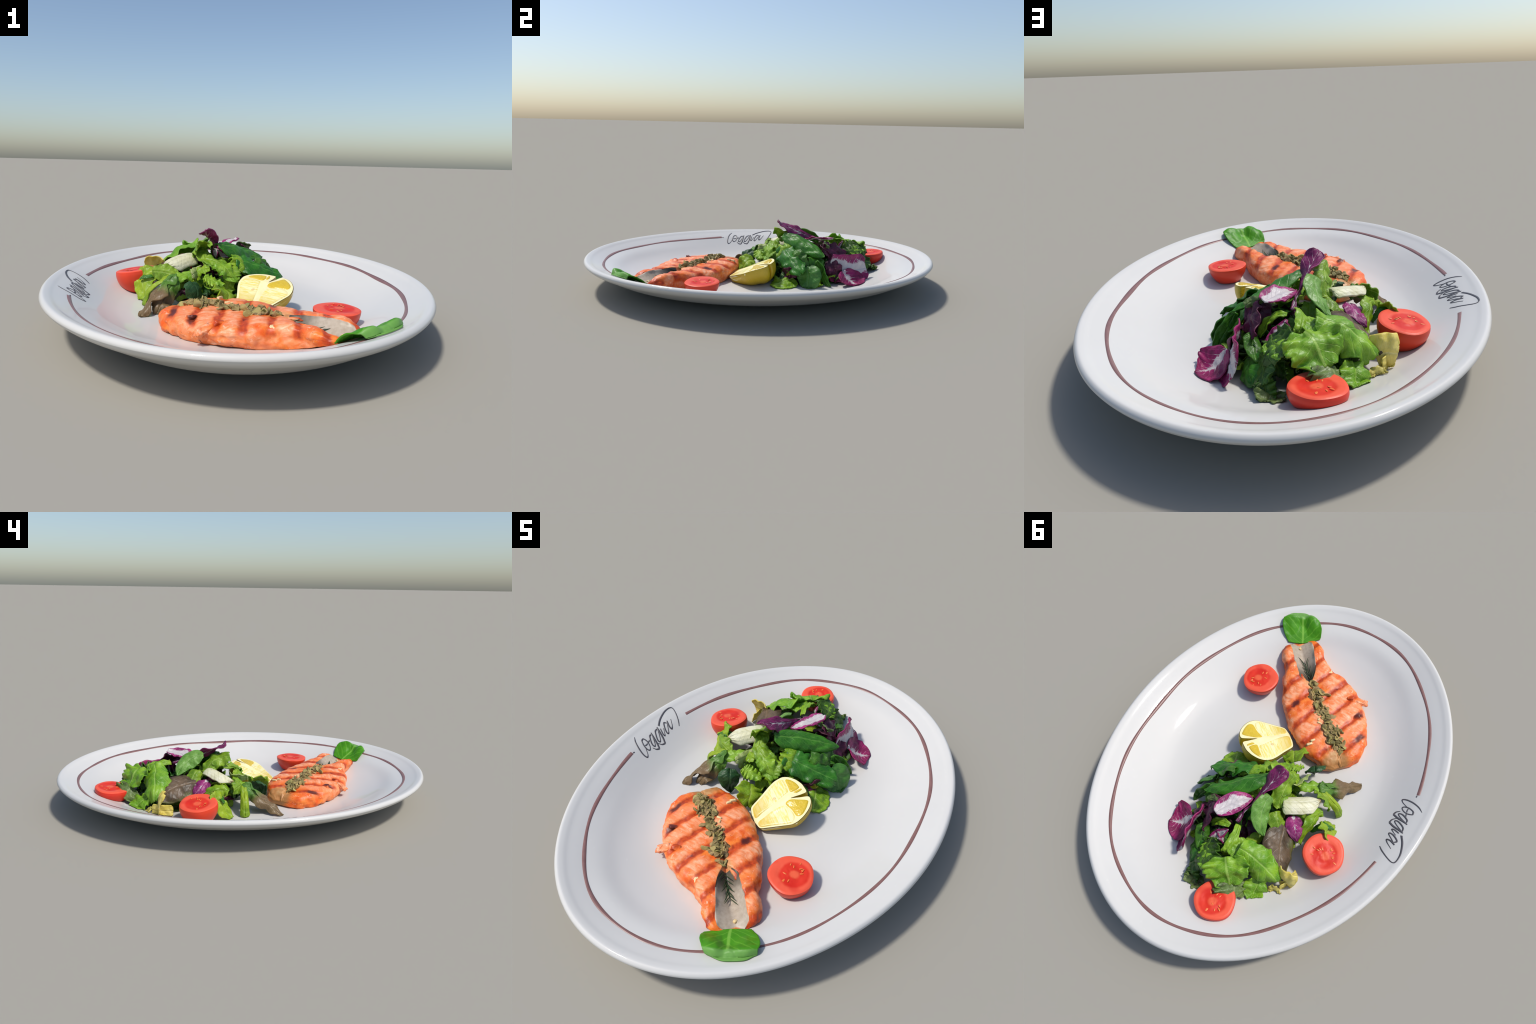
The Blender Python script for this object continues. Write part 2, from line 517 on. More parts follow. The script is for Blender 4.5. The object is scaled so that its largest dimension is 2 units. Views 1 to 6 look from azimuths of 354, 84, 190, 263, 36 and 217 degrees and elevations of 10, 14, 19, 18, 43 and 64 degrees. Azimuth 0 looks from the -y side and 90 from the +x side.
    hc = hm.mix(hm.noise(120, 4), lin(112, 96, 48), lin(180, 160, 102))
    hm.color(hm.vary(hc, .025, .1, .36))
    hm.bump(hm.noise(200, 3), .4, .003)
    flakes = []
    for k in range(5):
        bm = bmesh.new(); bmesh.ops.create_icosphere(bm, subdivisions=3, radius=1)
        for v in bm.verts:
            d = 1 + .45*fbm(v.co + Vector((k*7, 0, 0)), 1.1, 3)
            v.co = Vector((v.co.x*d, v.co.y*d*.75, v.co.z*d*.24 + .45*v.co.x*v.co.x*(1 if k % 2 else -1) + .15*v.co.y))
        me = bpy.data.meshes.new("herb_flake"); bm.to_mesh(me); bm.free()
        me.polygons.foreach_set("use_smooth", [True]*len(me.polygons)); me.materials.append(hm.m)
        flakes.append(me)
    r = random.Random(3)
    for i in range(190):
        s_ = r.uniform(.03, .455)
        thick = float(interp(s_, [.03, .08, .13, .2, .27, .33, .39, .43, .455], [.008, .030, .036, .030, .032, .036, .030, .018, .008]))
        w_ = float(interp(s_, *MID_W)) - .008 + r.gauss(0, .55)*thick
        if i < 26: s_, w_ = r.gauss(.115, .022), r.gauss(-.012, .017)
        sz = r.uniform(.010, .021)
        z = salmon_top_z(s_, w_) + .0005 + r.random()*.006*math.exp(-((w_ - .008)/.025)**2)
        ob = bpy.data.objects.new("herb_flake", flakes[i % 5]); COL.objects.link(ob)
        ob.location = s_world(s_, w_, z); ob.scale = (sz, sz, sz)
        ob.rotation_euler = (r.gauss(0, .7), r.gauss(0, .7), r.uniform(0, 6.3))
        attach(ob, root)

    # garlic crumbs and loose flesh flaps
    gm = Mat("garlic", rough=.5); gm.color(gm.mix(gm.noise(90), lin(214, 178, 112), lin(236, 214, 168)))
    fm = m.m

    def chunk(name, mat, loc, size, rot, seed):
        bm = bmesh.new(); bmesh.ops.create_cube(bm, size=1)
        bmesh.ops.subdivide_edges(bm, edges=bm.edges[:], cuts=5, use_grid_fill=True)
        M = Matrix.Translation(loc) @ Matrix.Rotation(rot[2], 4, "Z") @ Matrix.Rotation(rot[1], 4, "Y") @ Matrix.Rotation(rot[0], 4, "X")
        for v in bm.verts:
            c = v.co.copy(); c = c.lerp(c.normalized()*.62, .45)
            c *= 1 + .3*fbm(c + Vector((seed, 0, 0)), 2.0, 3)
            v.co = M @ Vector((c.x*size[0], c.y*size[1], c.z*size[2]))
        me = bpy.data.meshes.new(name); bm.to_mesh(me); bm.free()
        me.polygons.foreach_set("use_smooth", [True]*len(me.polygons)); me.materials.append(mat)
        ob = bpy.data.objects.new(name, me); COL.objects.link(ob); attach(ob, root)
    for k, (x, y, sx, sy, a) in enumerate(((-.078, -.163, .028, .011, .9), (-.082, -.188, .022, .010, 1.1), (-.055, -.285, .022, .009, .2), (.300, -.620, .012, .012, 0), (-.04, -.30, .014, .008, 1.9))):
        p = np.array([x, y]) - SO; z = salmon_top_z(p @ SD, p @ SN)
        chunk("garlic_crumb", gm.m, (x, y, z + .003), (sx, sy, .010), (0, 0, a), k)
    chunk("garlic_crumb", gm.m, (.079, -.571, .108), (.034, .026, .022), (.3, .3, .8), 9)
    chunk("flesh_flap", fm, (-.150, -.527, .092), (.062, .034, .016), (.2, -.35, .55), 21)
    chunk("flesh_flap", fm, (-.163, -.537, .088), (.020, .030, .018), (.5, .2, .3), 22)
    chunk("flesh_flap", fm, (-.185, -.425, .106), (.042, .030, .016), (-.4, .3, .9), 24)
    chunk("flesh_flap", fm, (-.098, -.505, .110), (.036, .026, .018), (.2, .2, .4), 25)
    chunk("flesh_flap", fm, (.175, -.445, .106), (.085, .050, .022), (.15, .1, -.5), 26)

    # rosemary sprig tucked into the cavity
    rm = Mat("rosemary_green", rough=.5); rm.color(rm.mix(rm.noise(60), lin(24, 40, 20), lin(50, 70, 34)))
    verts, faces = [], []
    def needle(a, b, rad):
        a, b = np.array(a), np.array(b); t = b - a; t /= np.linalg.norm(t)
        x = np.cross(t, [0, 0, 1.0]); x /= np.linalg.norm(x); y = np.cross(t, x)
        base = len(verts)
        for u, k in ((0, .6), (.3, 1), (.7, .9), (1, .15)):
            for q in range(6):
                an = q*math.pi/3
                verts.append(a + (b - a)*u + rad*k*(x*math.cos(an) + y*math.sin(an)))
        faces.extend(tuple(base + k for k in f) for f in grid_faces(4, 6, True))
    zc = lambda s_: float(interp(s_, *Z_MID))
    needle(s_world(.47, .01, .085), s_world(.60, .006, zc(.60) + .012), .0035)
    rr = random.Random(5)
    for k in range(14):
        s_ = .475 + .009*k
        sg = 1 if k % 2 else -1
        needle(s_world(s_, .008, zc(s_) + .012), s_world(s_ + .035 + .01*rr.random(), .006 + sg*(.012 + .014*rr.random()), zc(s_) + .022 + .012*rr.random()), .0022)
    mesh_object("rosemary_sprig", verts, faces, rm.m, root)
    return root


# ================================================================ TOMATOES
def build_tomatoes():
    skin = Mat("tomato_skin", rough=.35, spec=.3, Subsurface_Weight=.0)
    skin.color(skin.vary(skin.mix(skin.noise(9, 3), lin(204, 44, 26), lin(220, 68, 44)), .004, 0, .06))
    cut = Mat("tomato_cut_face", rough=.42, spec=.25)
    o = cut.obj
    wob = cut.math("MULTIPLY_ADD", cut.noise(14, 3), .02, -.01)
    rad = cut.math("ADD", cut.dist(cut.mapping(o, scale=(1, 1, 0)), (.012, 0, 0)), wob)
    c = cut.mix(cut.noise(30, 4), lin(205, 36, 24), lin(216, 58, 36))
    c = cut.mix(cut.range(rad, .052, .066), c, cut.mix(cut.noise(12), lin(226, 76, 50), lin(232, 98, 72)))
    c = cut.mix(cut.range(rad, .012, .024, .9, 0), c, lin(226, 96, 62))
    ray = cut.noise(9, 2, .5, 0, cut.mapping(o, scale=(1, 1, 0)))
    c = cut.mix(cut.range(ray, .55, .7, 0, .5), c, lin(198, 26, 18))
    cut.color(c)
    cut.bump(cut.noise(60, 3), .15, .004)
    seedm = Mat("tomato_seed", rough=.35); seedm.color(seedm.mix(seedm.noise(60), lin(222, 92, 40), lin(232, 132, 64)))
    bm = bmesh.new(); bmesh.ops.create_uvsphere(bm, u_segments=10, v_segments=8, radius=1)
    for v in bm.verts:
        v.co.y *= (1 - .35*v.co.x); v.co.z *= .5
    seed = bpy.data.meshes.new("tomato_seed"); bm.to_mesh(seed); bm.free()
    seed.polygons.foreach_set("use_smooth", [True]*len(seed.polygons)); seed.materials.append(seedm.m)

    # centre of cut face, radius, depth, normal of the cut face, twist, body profile
    round_p = [(1, 0), (1.025, -.14), (1.0, -.32), (.93, -.5), (.78, -.72), (.56, -.9), (.3, -.99), (0, -1.0)]
    taper_p = [(1, 0), (1.0, -.10), (.985, -.2), (.93, -.42), (.80, -.68), (.64, -.9), (.4, -.99), (0, -1.0)]
    for (c, rad, depth, nrm, tw, prof, oval) in (
            ((-.450, .262, .144), .091, .110, (-.13, .06, 1), 2.6, round_p, 1.0),
            ((.351, -.338, .112), .090, .080, (.02, -.02, 1), .4, taper_p, 1.0),
            ((-.190, .697, .140), .087, .082, (-.02, -.10, 1), 1.2, round_p, 1.0)):
        z = Vector(nrm).normalized(); x = Vector((math.cos(tw), math.sin(tw), 0)); x = (x - z*x.dot(z)).normalized()
        M = Matrix((( *x, 0), ( *z.cross(x), 0), ( *z, 0), (0, 0, 0, 1))).transposed(); M.translation = Vector(c)
        N, seedv = 48, c[0]*50
        p = smooth_path(prof, 26)
        verts = []
        def outl(i):
            a = 2*math.pi*i/N
            return 1 + .010*math.sin(3*a + seedv) + .010*math.sin(5*a + 2*seedv)
        Mi = M.inverted()
        for (r_, d_) in p:
            for i in range(N):
                a = 2*math.pi*i/N
                k = 1 + (outl(i) - 1)*(1 + .6*r_)
                v = Vector((rad*r_*k*math.cos(a)*oval, rad*r_*k*math.sin(a), depth*d_ - .002))
                wv = M @ v
                pz = plate_z(wv.x, wv.y) + .001
                if wv.z < pz: wv.z = pz; v = Mi @ wv
                verts.append(v)
        faces = grid_faces(len(p), N, True)
        body = mesh_object("tomato_half", verts, [f[::-1] for f in faces], skin.m)
        body.matrix_world = M
        body["label"] = "halved ripe red tomato, cut side up"; body["category"] = "tomato"
        # cut face: domed disc with gel hollows
        verts, rings = [], 22
        for k in range(rings + 1):
            t = k/rings
            for i in range(N):
                a = 2*math.pi*i/N
                rr_ = rad*t*(1 + (outl(i) - 1)*1.6)
                x_, y_ = rr_*math.cos(a)*oval, rr_*math.sin(a)
                z_ = .0015 - .002*max(0, t - .93)/.07*1.75
                g = math.exp(-((t - .48)/.16)**2)
                z_ += -.0035*g*(.5 + .5*math.sin(3*a + seedv)) + .002*fbm((x_, y_, seedv), 40, 3)*(1 - t)
                verts.append((x_, y_, z_))
        face = mesh_object("cut_face", verts, grid_faces(rings + 1, N, True), cut.m)
        face.parent = body
        r = random.Random(int(abs(c[0])*1000))
        for lob in range(2):
            base_a = [1.1, 4.0][lob]
            for k in range(7 if lob == 0 else 5):
                a = base_a + (k - 3)*.29 + r.gauss(0, .12)
                t = .48 + r.gauss(0, .10)
                sd = bpy.data.objects.new("tomato_seed", seed); COL.objects.link(sd)
                sd.parent = body
                sd.location = (rad*t*math.cos(a)*oval + .008, rad*t*math.sin(a), .002)
                sd.rotation_euler = (0, 0, a + r.gauss(0, .25))
                q = r.uniform(.006, .0085); sd.scale = (q, q*.36, .0018)


# =================================================================== LEMON
def build_lemon():
    e1, e2, n = Vector((.551, .737, .390)), Vector((-.821, .562, .099)), Vector((-.146, -.375, .915))
    M = Matrix((( *e1, 0), ( *e2, 0), ( *n, 0), (0, 0, 0, 1))).transposed(); M.translation = Vector((.1, -.055, .119))
    Mi = M.inverted()
    peel = Mat("lemon_peel", rough=.38, spec=.5)
    peel.color(peel.mix(peel.noise(16, 4), lin(186, 152, 22), lin(206, 176, 40)))
    peel.bump(peel.voronoi(190), .35, .003)
    pith = Mat("lemon_pith", rough=.6)
    pith.color(pith.mix(pith.noise(40, 4), lin(228, 214, 146), lin(240, 232, 190)))
    flesh = Mat("lemon_flesh", rough=.28, spec=.5)
    fo = flesh.obj
    fc = flesh.mix(flesh.noise(60, 4, .6), lin(198, 164, 28), lin(216, 188, 62))
    flesh.color(fc); flesh.bump(flesh.voronoi(150), .3, .003)
    pale = Mat("lemon_flesh_fibrous", rough=.3, spec=.5)
    po = pale.obj
    st = pale.noise(26, 5, .6, .8, pale.mapping(po, rot=(0, 0, .25), scale=(4.5, .7, 1)))
    pc = pale.mix(pale.range(st, .35, .62), lin(226, 208, 104), lin(238, 230, 178))
    px = pale.dot(po, (1, 0, 0))
    pc = pale.mix(pale.range(pale.math("ADD", px, pale.math("MULTIPLY", pale.noise(20), .04)), -.10, .01, .7, 0), pc, lin(206, 174, 44))
    pale.color(pc); pale.bump(st, .3, .004)

    outline = [(-.140, -.03), (-.139, .02), (-.130, .052), (-.09, .070), (-.055, .087), (-.02, .106), (.015, .120), (.055, .121), (.082, .106), (.106, .078), (.122, .044),
               (.127, -.008), (.044, -.008), (.128, -.032), (.124, -.062), (.110, -.084), (.090, -.103), (.064, -.120), (.036, -.129), (.008, -.130), (-.04, -.110),
               (-.09, -.089), (-.130, -.072)]
    N = 130
    # keep the notch and the blunt end crisp: dense straight sampling, light rounding
    P = np.array(outline); seg = np.roll(P, -1, 0) - P; L = np.hypot(*seg.T); cum = np.concatenate([[0], np.cumsum(L)])
    ring = []
    for t in np.linspace(0, cum[-1], N, endpoint=False):
        i = min(int(np.searchsorted(cum, t, "right") - 1), len(P) - 1)
        ring.append(P[i] + seg[i]*(t - cum[i])/L[i])
    ring = np.array(ring)
    for _ in range(2):
        ring = .5*ring + .25*(np.roll(ring, 1, 0) + np.roll(ring, -1, 0))
    notch = np.exp(-((ring[:, 0] - .06)**2 + (ring[:, 1] - .0)**2)/.035**2)
    def droop(x, y):                     # the notched end sags a little
        return .016*max(0, min(1, (x - .05)/.09))**1.5 - .008*math.exp(-((y + .006)/.022)**2)*max(0, min(1, (.09 - x)/.05))*max(0, min(1, (x + .14)/.04))
    verts, K = [], 26
    for k in range(K + 1):
        ph = .5*math.pi*k/K
        sc, dp = math.cos(ph)**.72, math.sin(ph)
        for i in range(N):
            x, y = ring[i]
            yy = y*sc + .02*(1 - sc); xx = x*sc + .0*(1 - sc)
            v = Vector((xx, yy, -.100*dp - droop(x, y)))
            wv = M @ v
            pz = plate_z(wv.x, wv.y) + .001
            if wv.z < pz: wv.z = pz; v = Mi @ wv
            verts.append(v)
    body = mesh_object("lemon_wedge", verts, grid_faces(K + 1, N, True), peel.m)
    body.data.flip_normals()
    body.matrix_world = M
    body["label"] = "yellow lemon wedge with notched cut face"; body["category"] = "lemon"
    # cut face of pith
    verts = []
    for k in range(13):
        t = 1 - k/12
        for x, y in ring*.985:
            cx, cy = -.01, 0.0
            X, Y = cx + (x - cx)*t, cy + (y - cy)*t
            verts.append((X, Y, .0008 - droop(X, Y)))
    faces = [f[::-1] for f in grid_faces(13, N, True)]
    f = mesh_object("pith_face", verts, faces, pith.m, smooth=False); f.parent = body

    def pad(name, poly, mat, h=.0035, jitter=.0):
        """a pulp pad: rounded polygon, raised a little above the pith"""
        c = closed_path(poly, 72); ctr = c.mean(0); c = ctr + (c - ctr)*1.06
        verts, rings = [], 9
        for k in range(rings + 1):
            t = 1 - k/rings
            for x, y in c:
                q = ctr + (np.array([x, y]) - ctr)*t
                z = .0008 - droop(q[0], q[1]) + h*min(1, (1 - t)*4)**.5 + .0012*fbm((q[0], q[1], 1), 60, 3)*(1 - t)
                if k == 0: z -= .0018
                verts.append((q[0], q[1], z))
        ob = mesh_object(name, verts, grid_faces(rings + 1, 72, True), mat); ob.parent = body
    pad("pulp_segment", [(-.126, -.014), (-.126, .025), (-.116, .046), (-.07, .068), (-.03, .088), (.015, .108), (.042, .108), (.054, .096), (.056, .06), (.05, .032), (.025, .024), (-.035, .004), (-.09, -.010)], pale.m)
    pad("pulp_segment", [(-.122, -.040), (-.09, -.032), (-.04, -.023), (.01, -.026), (.024, -.05), (.032, -.090), (.022, -.112), (.004, -.118), (-.04, -.100), (-.08, -.083), (-.120, -.066)], pale.m)
    pad("pulp_segment", [(.062, .096), (.080, .087), (.096, .062), (.103, .034), (.096, .026), (.078, .022), (.060, .027), (.060, .058)], flesh.m)
    pad("pulp_segment", [(.072, .016), (.094, .020), (.108, .020), (.106, .013), (.082, .008)], flesh.m)
    pad("pulp_segment", [(.020, -.022), (.045, -.015), (.078, -.030), (.110, -.050), (.102, -.070), (.085, -.090), (.062, -.106), (.040, -.100), (.032, -.06)], flesh.m)
    # pip
    pm = Mat("lemon_pip", rough=.4); pm.color(pm.mix(pm.noise(40), lin(206, 176, 112), lin(226, 204, 146)))
    bm = bmesh.new(); bmesh.ops.create_uvsphere(bm, u_segments=16, v_segments=10, radius=1)
    for v in bm.verts:
        v.co = Vector((v.co.x*.0095*(1 - .2*v.co.y), v.co.y*.0075, v.co.z*.003 + .004)) + Vector((-.018, .030, 0))
    me = bpy.data.meshes.new("lemon_pip"); bm.to_mesh(me); bm.free(); me.materials.append(pm.m)
    ob = bpy.data.objects.new("lemon_pip", me); COL.objects.link(ob); ob.parent = body
    # lower second cut: an orange-yellow sliver with a pith border along the front edge
    a, b = Vector((-.122, -.076, 0)), Vector((.03, -.131, 0))
    for name, mat, inset, top, low, lift in (("pith_face", pith.m, 0, -.003, -.052, .0025), ("pulp_segment", flesh.m, .12, -.008, -.040, .005)):
        verts = []
        nn_, mm_ = 24, 8
        for i in range(nn_):
            t = inset + (1 - 2*inset)*i/(nn_ - 1)
            bow = math.sin(math.pi*i/(nn_ - 1))**.7
            for j in range(mm_):
                u = j/(mm_ - 1)
                dz = top + (low - top)*u*max(bow, .02)
                ph = math.asin(min(1, -dz/.100)); sc = math.cos(ph)**.72
                p = a.lerp(b, t)
                out = lift*math.sin(math.pi*min(max(u, .0), 1))**.4 - .001
                q = Vector((p.x*sc, p.y*sc + .02*(1 - sc), dz)) + Vector((-.37, -.93, 0))*(out + .004*bow*(1-u))
                verts.append(q)
        ob = mesh_object(name, verts, grid_faces(nn_, mm_), mat); ob.parent = body


# =================================================================== BASIL
def add_leaf_coords(ob, us, vs):
    """scalar leaf coordinates (along, across) for the vein patterns"""
    for nm, vals in (("along", us), ("across", vs)):
        a = ob.data.attributes.new(nm, "FLOAT", "POINT")
        a.data.foreach_set("value", np.asarray(vals, np.float32))


def vein_mask(m, n_side=7.0, slant=2.2, wid=.07):
    u, v = m.attr("along"), m.attr("across")
    av = m.math("ABSOLUTE", v)
    wob = m.math("MULTIPLY_ADD", m.noise(25, 2), .5, -.25)
    ph = m.math("ADD", m.math("SUBTRACT", m.math("MULTIPLY", u, n_side), m.math("MULTIPLY", m.math("POWER", av, .8), slant)), wob)
    fr = m.math("ABSOLUTE", m.math("SUBTRACT", m.math("FRACT", ph), .5))
    side = m.math("MULTIPLY", m.range(fr, .0, wid*1.3, 1, 0), m.range(av, .75, 1.0, 1, 0))
    rib = m.range(av, .02, .075, 1, 0)
    return u, v, av, side, rib


def build_basil():
    m = Mat("basil_green", rough=.45, spec=.3)
    u, v, av, side, rib = vein_mask(m, 6, 2.4, .1)
    top = m.mix(m.noise(18, 4), lin(52, 122, 10), lin(88, 164, 24))
    top = m.mix(m.math("MULTIPLY", side, .45), top, lin(122, 186, 56))
    top = m.mix(m.math("MULTIPLY", rib, .7), top, lin(140, 196, 76))
    under = m.mix(m.noise(20, 4), lin(92, 150, 60), lin(128, 178, 92))
    c = m.mix(m.range(m.math("ADD", u, m.math("MULTIPLY_ADD", m.noise(12), .06, -.03)), .56, .62), top, under)
    m.color(c); m.bump(m.noise(30, 4), .3, .005); m.translucent(.15)
    rows = [[(.243, -.725, .098), (.272, -.692, .108), (.309, -.655, .086), (.342, -.633, .106), (.372, -.615, .104)],
            [(.246, -.738, .132), (.279, -.712, .126), (.325, -.682, .108), (.372, -.654, .130), (.415, -.635, .148)],
            [(.262, -.765, .158), (.308, -.746, .156), (.348, -.715, .136), (.405, -.690, .164), (.448, -.665, .174)],
            [(.296, -.790, .170), (.342, -.780, .186), (.376, -.750, .182), (.425, -.727, .192), (.458, -.692, .184)],
            [(.315, -.797, .158), (.362, -.790, .163), (.397, -.766, .165), (.438, -.737, .169), (.463, -.703, .168)],
            [(.330, -.797, .150), (.378, -.791, .152), (.415, -.769, .153), (.445, -.743, .158), (.458, -.712, .160)]]
    nu, nv = 48, 48
    cols = [smooth_path(r, nv) for r in rows]
    verts, us, vs = [], [], []
    G = np.array([smooth_path([cols[k][j] for k in range(len(rows))], nu) for j in range(nv)])   # nv,nu,3
    for i in range(nu):
        for j in range(nv):
            p = G[j, i].copy(); uu, vv = i/(nu - 1), 2*j/(nv - 1) - 1
            p[2] += -.010 + .002*math.exp(-((abs(vv) - .5)/.28)**2)*math.sin(math.pi*min(1, uu*1.5)) - .005*math.exp(-(vv/.16)**2)*math.sin(math.pi*min(1, uu*1.4)) + .009*math.sin(9*uu - 5*abs(vv))*(1 - abs(vv))*min(1, 4*abs(vv)) + .005*fbm(p, 22, 3)
            p[2] = max(p[2], plate_z(p[0], p[1]) + .006)
            verts.append(p); us.append(uu); vs.append(vv)
    ob = mesh_object("basil_leaf", verts, grid_faces(nu, nv), m.m)
    add_leaf_coords(ob, us, vs)
    sol = ob.modifiers.new("thickness", "SOLIDIFY"); sol.thickness = .005; sol.offset = 0
    ob["label"] = "folded bright green basil leaf with veins"; ob["category"] = "leaf"


# =================================================================== SALAD
def leaf_material(name, base, dark, vein, vein_amt=.5, extra=None, rough=.42, vary=(.012, .1, .14)):
    m = Mat("leaf_" + name, rough=rough, spec=.45)
    u, v, av, side, rib = vein_mask(m)
    c = m.mix(m.range(m.noise(16, 5, .6), .35, .68), dark, base)
    net = m.range(m.voronoi(70, feature="DISTANCE_TO_EDGE"), .02, .12, .3, 0)
    c = m.mix(m.math("MULTIPLY", net, vein_amt), c, vein)
    c = m.mix(m.math("MULTIPLY", side, vein_amt*.8), c, vein)
    c = m.mix(m.math("MULTIPLY", rib, min(1, vein_amt*1.4)), c, vein)
    if extra: c = extra(m, c, u, v, av, side, rib)
    c = m.vary(c, *vary)
    m.color(c)
    h = m.math("SUBTRACT", m.noise(38, 4), m.math("MULTIPLY", m.math("ADD", side, rib), .35))
    m.bump(h, .45, .006)
    m.translucent(.24)
    return m.m


def leaf_materials():
    L = {}
    g = lin
    L["lettuce"] = leaf_material("lettuce", g(146, 184, 42), g(104, 152, 26), g(176, 206, 98), .5)
    L["lettuce_bright"] = leaf_material("lettuce_bright", g(160, 192, 36), g(118, 162, 22), g(190, 214, 96), .5)
    L["lettuce_pale"] = leaf_material("lettuce_pale", g(128, 174, 76), g(98, 150, 50), g(172, 206, 126), .5)
    L["lettuce_dark"] = leaf_material("lettuce_dark", g(80, 126, 34), g(42, 78, 16), g(118, 156, 62), .45)
    L["spinach"] = leaf_material("spinach", g(70, 136, 34), g(44, 102, 22), g(112, 168, 70), .4)
    L["spinach_dark"] = leaf_material("spinach_dark", g(50, 96, 48), g(34, 70, 34), g(82, 124, 72), .35)
    L["spinach_pale"] = leaf_material("spinach_pale", g(86, 136, 54), g(60, 108, 38), g(118, 160, 80), .4)

    def spots(m, c, u, v, av, side, rib):
        return m.mix(m.range(m.noise(24, 5, .7), .56, .66, 0, .8), c, lin(66, 58, 38))
    L["lettuce_dull"] = leaf_material("lettuce_dull", g(124, 144, 82), g(88, 112, 52), g(152, 166, 108), .5, spots)
    L["lettuce_yellow"] = leaf_material("lettuce_yellow", g(236, 222, 124), g(212, 196, 78), g(242, 232, 166), .4)
    L["lettuce_yellow_green"] = leaf_material("lettuce_yellow_green", g(168, 176, 26), g(120, 132, 14), g(190, 196, 90), .4)

    def oak(m, c, u, v, av, side, rib):
        k = m.math("ADD", m.math("MULTIPLY", av, .5), m.noise(9, 4))
        return m.mix(m.range(k, .78, 1.0, 0, .6), c, lin(104, 112, 56))
    L["oakleaf"] = leaf_material("oakleaf", g(112, 92, 70), g(74, 62, 46), g(132, 110, 84), .4, oak)

    def tip(m, c, u, v, av, side, rib):
        k = m.range(m.math("ADD", u, m.math("MULTIPLY_ADD", m.noise(18, 4), .4, -.2)), .3, .55)
        return m.mix(m.math("MULTIPLY", k, .9), c, m.mix(m.noise(50, 4), lin(88, 58, 40), lin(150, 116, 90)))
    L["oakleaf_tip"] = leaf_material("oakleaf_tip", g(98, 138, 44), g(66, 104, 28), g(130, 160, 80), .5, tip)

    def white_rib(width, reach):
        def f(m, c, u, v, av, side, rib):
            # white heart fanning out from the base along the rib, fingers into the purple
            wob = m.math("MULTIPLY_ADD", m.noise(13, 5, .65, 1.2), 1.0, -.5)
            k = m.math("ADD", m.math("ADD", av, m.math("MULTIPLY", u, reach)), m.math("SUBTRACT", m.math("MULTIPLY", wob, 1.25), m.math("MULTIPLY", side, .25)))
            return m.mix(m.range(k, width, width + .12, 1, 0), c, m.mix(m.noise(40), lin(206, 196, 198), lin(232, 226, 222)))
        return f

    def pink(c0):
        def f(m, c, u, v, av, side, rib):
            return c
        return f
    L["radicchio"] = leaf_material("radicchio", g(166, 46, 116), g(110, 30, 80), g(196, 124, 160), .35, white_rib(.10, .25), vary=(.015, 0, .2))
    L["radicchio_pink"] = leaf_material("radicchio_pink", g(178, 36, 110), g(130, 20, 76), g(206, 120, 160), .3, white_rib(.16, .15), vary=(.005, 0, .1))
    L["radicchio_pale"] = leaf_material("radicchio_pale", g(178, 42, 120), g(132, 28, 88), g(204, 140, 172), .3, white_rib(.66, .35), vary=(.008, 0, .08))
    L["radicchio_dark"] = leaf_material("radicchio_dark", g(104, 34, 68), g(60, 20, 40), g(130, 66, 92), .35)

    def browntip(m, c, u, v, av, side, rib):
        lines = m.noise(30, 3, .5, 0, m.mapping(m.obj, rot=(0, 0, .75), scale=(.4, 3, 1)))
        c = m.mix(m.range(lines, .5, .65, 0, .5), c, lin(204, 200, 150))
        c = m.mix(m.range(u, .0, .3, .5, 0), c, lin(196, 206, 140))
        return m.mix(m.range(u, .88, 1.0, 0, .8), c, lin(176, 148, 86))
    L["endive"] = leaf_material("endive", g(240, 236, 208), g(226, 222, 184), g(244, 242, 224), .3, browntip, vary=(.004, 0, .04))
    L["endive_pale"] = leaf_material("endive_pale", g(192, 204, 132), g(160, 182, 92), g(220, 226, 180), .5)
    return L


def width_profile(shape, u):
    s = math.sin
    if shape == "oval":   return max(s(math.pi*min(1, .06 + .94*u**.85)), 0)**.62
    if shape == "blade":  return max(s(math.pi*(.05 + .93*u)), 0)**.75
    if shape == "blunt":  return min(1, (u*9 + .45))**.5*min(1, (1 - u)*7 + .35)**.5
    if shape == "paddle": return .10 + .90*min(1, max(0, (u - .12)/.45))**1.2*math.sqrt(max(0, 1 - (max(0, u - .86)/.15)**2))
    if shape == "spear":  return min(1, u*9 + .6)*(1 if u < .72 else max(.04, 1 - (u - .72)/.28)**.8)
    if shape == "stalk":  return .55 + .35*u if u < .9 else .87*math.sqrt(max(0, 1 - ((u - .9)/.1)**2)) + .1
    if shape == "lobed":  return (.45 + .5*abs(s(2.6*math.pi*u + .3)))*max(s(math.pi*(.16 + .83*u)), 0)**.55
    return max(s(math.pi*(.10 + .84*u)), 0)**.5          # ruffle, frill


SHAPE_RUFFLE = {"oval": .05, "blade": .06, "blunt": .06, "paddle": .06, "spear": .02, "stalk": .03, "lobed": .16, "ruffle": .17, "frill": .24}
MATERIAL_NAME = {"lettuce": "lettuce_leaf", "spinach": "spinach_leaf", "radicchio": "radicchio_leaf", "endive": "endive_leaf", "oakleaf": "oak_lettuce_leaf"}


